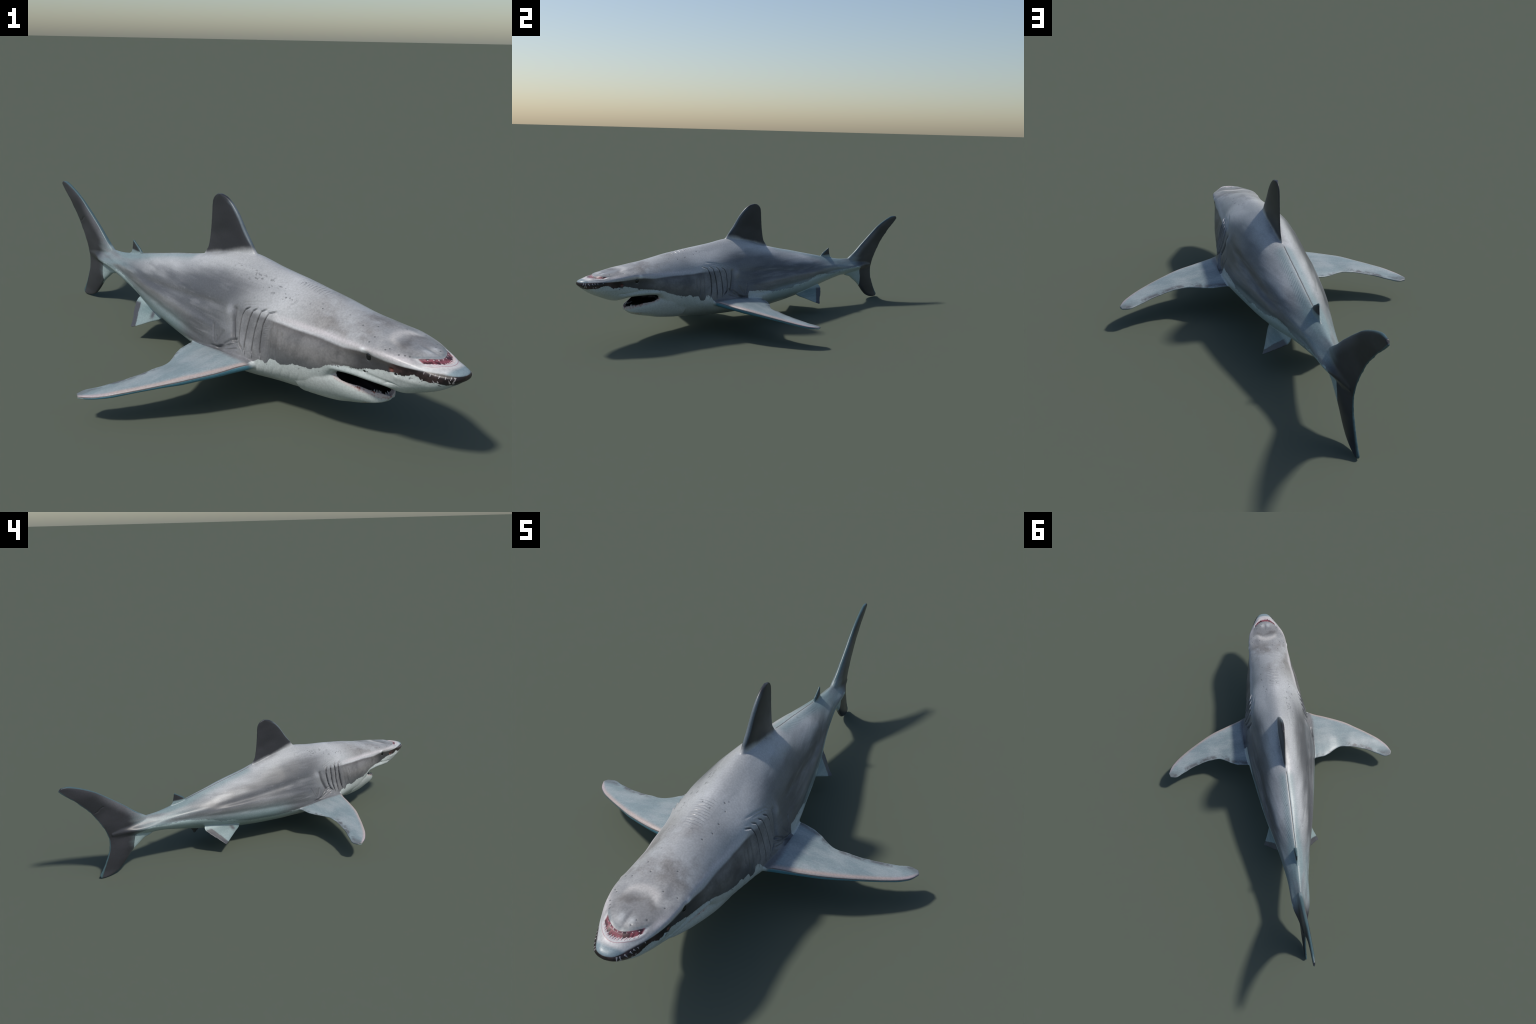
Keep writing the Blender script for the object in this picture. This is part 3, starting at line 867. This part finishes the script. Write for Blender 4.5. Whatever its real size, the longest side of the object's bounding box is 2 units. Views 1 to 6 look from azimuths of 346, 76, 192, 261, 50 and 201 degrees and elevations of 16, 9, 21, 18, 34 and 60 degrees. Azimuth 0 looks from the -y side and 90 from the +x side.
# soften the roots of the fins and the corner of the mouth
vpart = np.zeros(len(co), int); vpart[quads.ravel()] = np.repeat(part, 4)
border = np.zeros(len(co))
fin_edge = (vpart[ed[:, 0]] >= 7) != (vpart[ed[:, 1]] >= 7)
border[ed[fin_edge].ravel()] = 1
for _ in range(7):
    nb = border.copy()
    np.maximum.at(nb, ed[:, 0], border[ed[:, 1]] * .9); np.maximum.at(nb, ed[:, 1], border[ed[:, 0]] * .9)
    border = nb
a_ = co[:, 1] + A0
corner = bump(a_, .41, .045) * (np.abs(co[:, 0]) > .11) * bump(co[:, 2], .20, .06)
co = smooth(co, ed, 14, np.clip(np.maximum(border, corner), 0, 1))
co[:, 0] += .004 * bump(co[:, 1] + A0, 1.90, .15)
nrm = vertex_normals(co, quads)
co = co + nrm * relief(co)[:, None]
co = smooth(co, ed, 1)
nrm = vertex_normals(co, quads)
print('skin', len(co), len(quads))

root = bpy.data.objects.new('shark', None)
bpy.context.scene.collection.objects.link(root)
root.location = ROOT
root.rotation_euler = (0, 0, HEADING)
root['label'] = 'grey shark with open mouth and spread pectoral fins'
root['category'] = 'shark'

body_mat = skin_material('shark_skin', 'body')
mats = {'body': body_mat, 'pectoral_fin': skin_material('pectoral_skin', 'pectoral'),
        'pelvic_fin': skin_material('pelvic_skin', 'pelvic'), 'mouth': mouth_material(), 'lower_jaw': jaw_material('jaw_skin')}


def make_part(k):
    sel = quads[part == k]
    if not len(sel):
        return None
    used, inv = np.unique(sel, return_inverse=True)
    me = bpy.data.meshes.new(PARTS[k])
    v = co[used]
    n = len(sel)
    me.vertices.add(len(v)); me.vertices.foreach_set('co', v.astype(np.float32).ravel())
    me.loops.add(n * 4); me.loops.foreach_set('vertex_index', inv.ravel().astype(np.int32))
    me.polygons.add(n); me.polygons.foreach_set('loop_start', np.arange(0, n * 4, 4, dtype=np.int32))
    me.update(calc_edges=True); me.validate()
    me.polygons.foreach_set('use_smooth', np.ones(n, bool))
    me.normals_split_custom_set_from_vertices(nrm[used].tolist())
    me.materials.append(mats.get(PARTS[k], body_mat))
    ob = bpy.data.objects.new(PARTS[k], me)
    bpy.context.scene.collection.objects.link(ob)
    ob.parent = root
    return ob


parts = [make_part(k) for k in range(len(PARTS))]
discard(skin)
full_tree = BVHTree.FromPolygons(co.tolist(), quads.tolist())


def child(ob, parent):
    bpy.context.scene.collection.objects.link(ob)
    ob.parent = parent
    return ob


# eyes
def ball(name, rings=20, segs=28):
    t = np.linspace(0, math.pi, rings)
    r = [[(math.sin(v) * math.cos(u), math.sin(v) * math.sin(u), math.cos(v)) for u in np.linspace(0, 2*math.pi, segs, endpoint=False)] for v in t[1:-1]]
    ob = loft(name, r)
    ob.data.polygons.foreach_set('use_smooth', [True] * len(ob.data.polygons))
    me = ob.data
    bpy.data.objects.remove(ob)
    return me


eye_mesh = ball('eye')
eye_mesh.materials.append(plain('eye_black', (.008, .008, .009), .08, .6))
rim_mesh = ball('eyelid')
rim_mesh.materials.append(plain('eyelid_grey', (.35, .36, .37), .4))
for side in (1, -1):
    hit = full_tree.ray_cast(Vector((side * .3, EYE[0] - A0, EYE[2])), Vector((-side, 0, 0)))[0]
    e = child(bpy.data.objects.new('eye', eye_mesh), parts[0])
    e.location = (hit.x - side * .0030, hit.y, hit.z)
    e.scale = (.0085, .0098, .0145)
    l = child(bpy.data.objects.new('eyelid', rim_mesh), parts[0])
    l.location = (hit.x - side * .0042, hit.y + .001, hit.z - .0040)
    l.scale = (.0068, .0100, .0148)


# teeth: one curved spike, repeated
def tooth_mesh(name, mat):
    rings = []
    for t in np.linspace(0, .97, 8):
        w = (1 - t) ** .8
        u = np.linspace(0, 2 * math.pi, 10, endpoint=False)
        rings.append(np.stack([np.cos(u) * .5 * w, np.sin(u) * .22 * w - .22 * t * t, np.full(10, t)], 1))
    ob = loft(name, rings)
    ob.data.polygons.foreach_set('use_smooth', [True] * len(ob.data.polygons))
    me = ob.data
    bpy.data.objects.remove(ob)
    me.materials.append(mat)
    return me


tooth = tooth_mesh('tooth', plain('tooth_ivory', (.62, .60, .57), .25))
dull = tooth_mesh('tooth_dull', plain('tooth_grey', (.36, .33, .33), .4))
pink = tooth_mesh('tooth_pink', plain('tooth_pink', (.62, .50, .50), .35))
from mathutils import Matrix


def place(parent, base, direction, facing, length, width):
    zax = Vector(direction).normalized()
    yax = Vector(facing) - Vector(facing).dot(zax) * zax
    yax.normalize()
    xax = yax.cross(zax)
    m = Matrix((xax * width, yax * width, zax * length)).transposed().to_4x4()
    m.translation = Vector(base)
    ob = child(bpy.data.objects.new('tooth', tooth), parent)
    ob.matrix_local = m
    return ob


# lower jaw row, just inside the lip
ja = np.array([r[0] for r in JAW]); jr = np.array([r[4][1] if i == 0 else r[3][1] for i, r in enumerate(JAW)]); jh = np.array([r[3][0] for r in JAW])
for side in (1, -1):
    for i in range(15):
        t = i / 14
        av = .262 + .118 * t ** 1.5
        hw = np.interp(av, ja, jh) * .90 if i else .006
        hit = full_tree.ray_cast(Vector((side * hw, av + .005 - A0, np.interp(av, ja, jr) + .022)), Vector((0, 0, -1)))[0]
        if hit is None or hit.z < np.interp(av, ja, jr) - .02:
            continue
        s = RNG.uniform(.75, 1.15) * (1 - .45 * t)
        place(parts[1], (hit.x, hit.y, hit.z - .0015), (-.25 * side, .25, 1), (side * (.3 + t), -1 + t, 0), .0105 * s, .0066 * s)

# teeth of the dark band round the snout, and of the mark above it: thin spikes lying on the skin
def on_skin(p, towards, length, width, shape=None):
    loc, nor, _, _ = full_tree.find_nearest(Vector(p))
    d = Vector(towards) - Vector(towards).dot(nor) * nor
    ob = place(parts[0], loc - nor * width * .10, d, nor, length, width)
    if shape:
        ob.data = shape


for side in (1, -1):
    for i in range(7):
        t = (i + RNG.uniform(.2, .8)) / 7
        av = .014 + .085 * t ** 1.3
        hw = float(np.interp(av, [.006, .015, .037, .075, .12], [.004, .034, .051, .068, .085]))
        k = 1 - .45 * t
        on_skin((side * hw, av - A0, .309), (side * RNG.uniform(-.3, .3), RNG.uniform(0, .7), -1), k * RNG.uniform(.010, .016), k * RNG.uniform(.0055, .0085), dull)
        if i % 3 < 2:
            on_skin((side * hw, av + .004 - A0, .284 + .004 * RNG.random()), (0, RNG.uniform(0, .8), 1), k * RNG.uniform(.011, .018), k * RNG.uniform(.006, .009), dull)
for i in range(17):
    xv = -.054 + .108 * i / 16 + RNG.uniform(-.0015, .0015)
    low, up = .056 + 12 * xv * xv, .086 + 10.5 * xv * xv
    gap = up - low
    on_skin((xv, low - .001 - A0, .325), (xv * 3 + RNG.uniform(-.25, .25), 1, .1), gap * RNG.uniform(.5, 1.05), RNG.uniform(.0045, .0068), pink)
    if i % 2:
        on_skin((xv + .003, up - .0005 - A0, .328), (RNG.uniform(-.3, .3), -1, -.05), gap * RNG.uniform(.25, .5), RNG.uniform(.004, .006), pink)
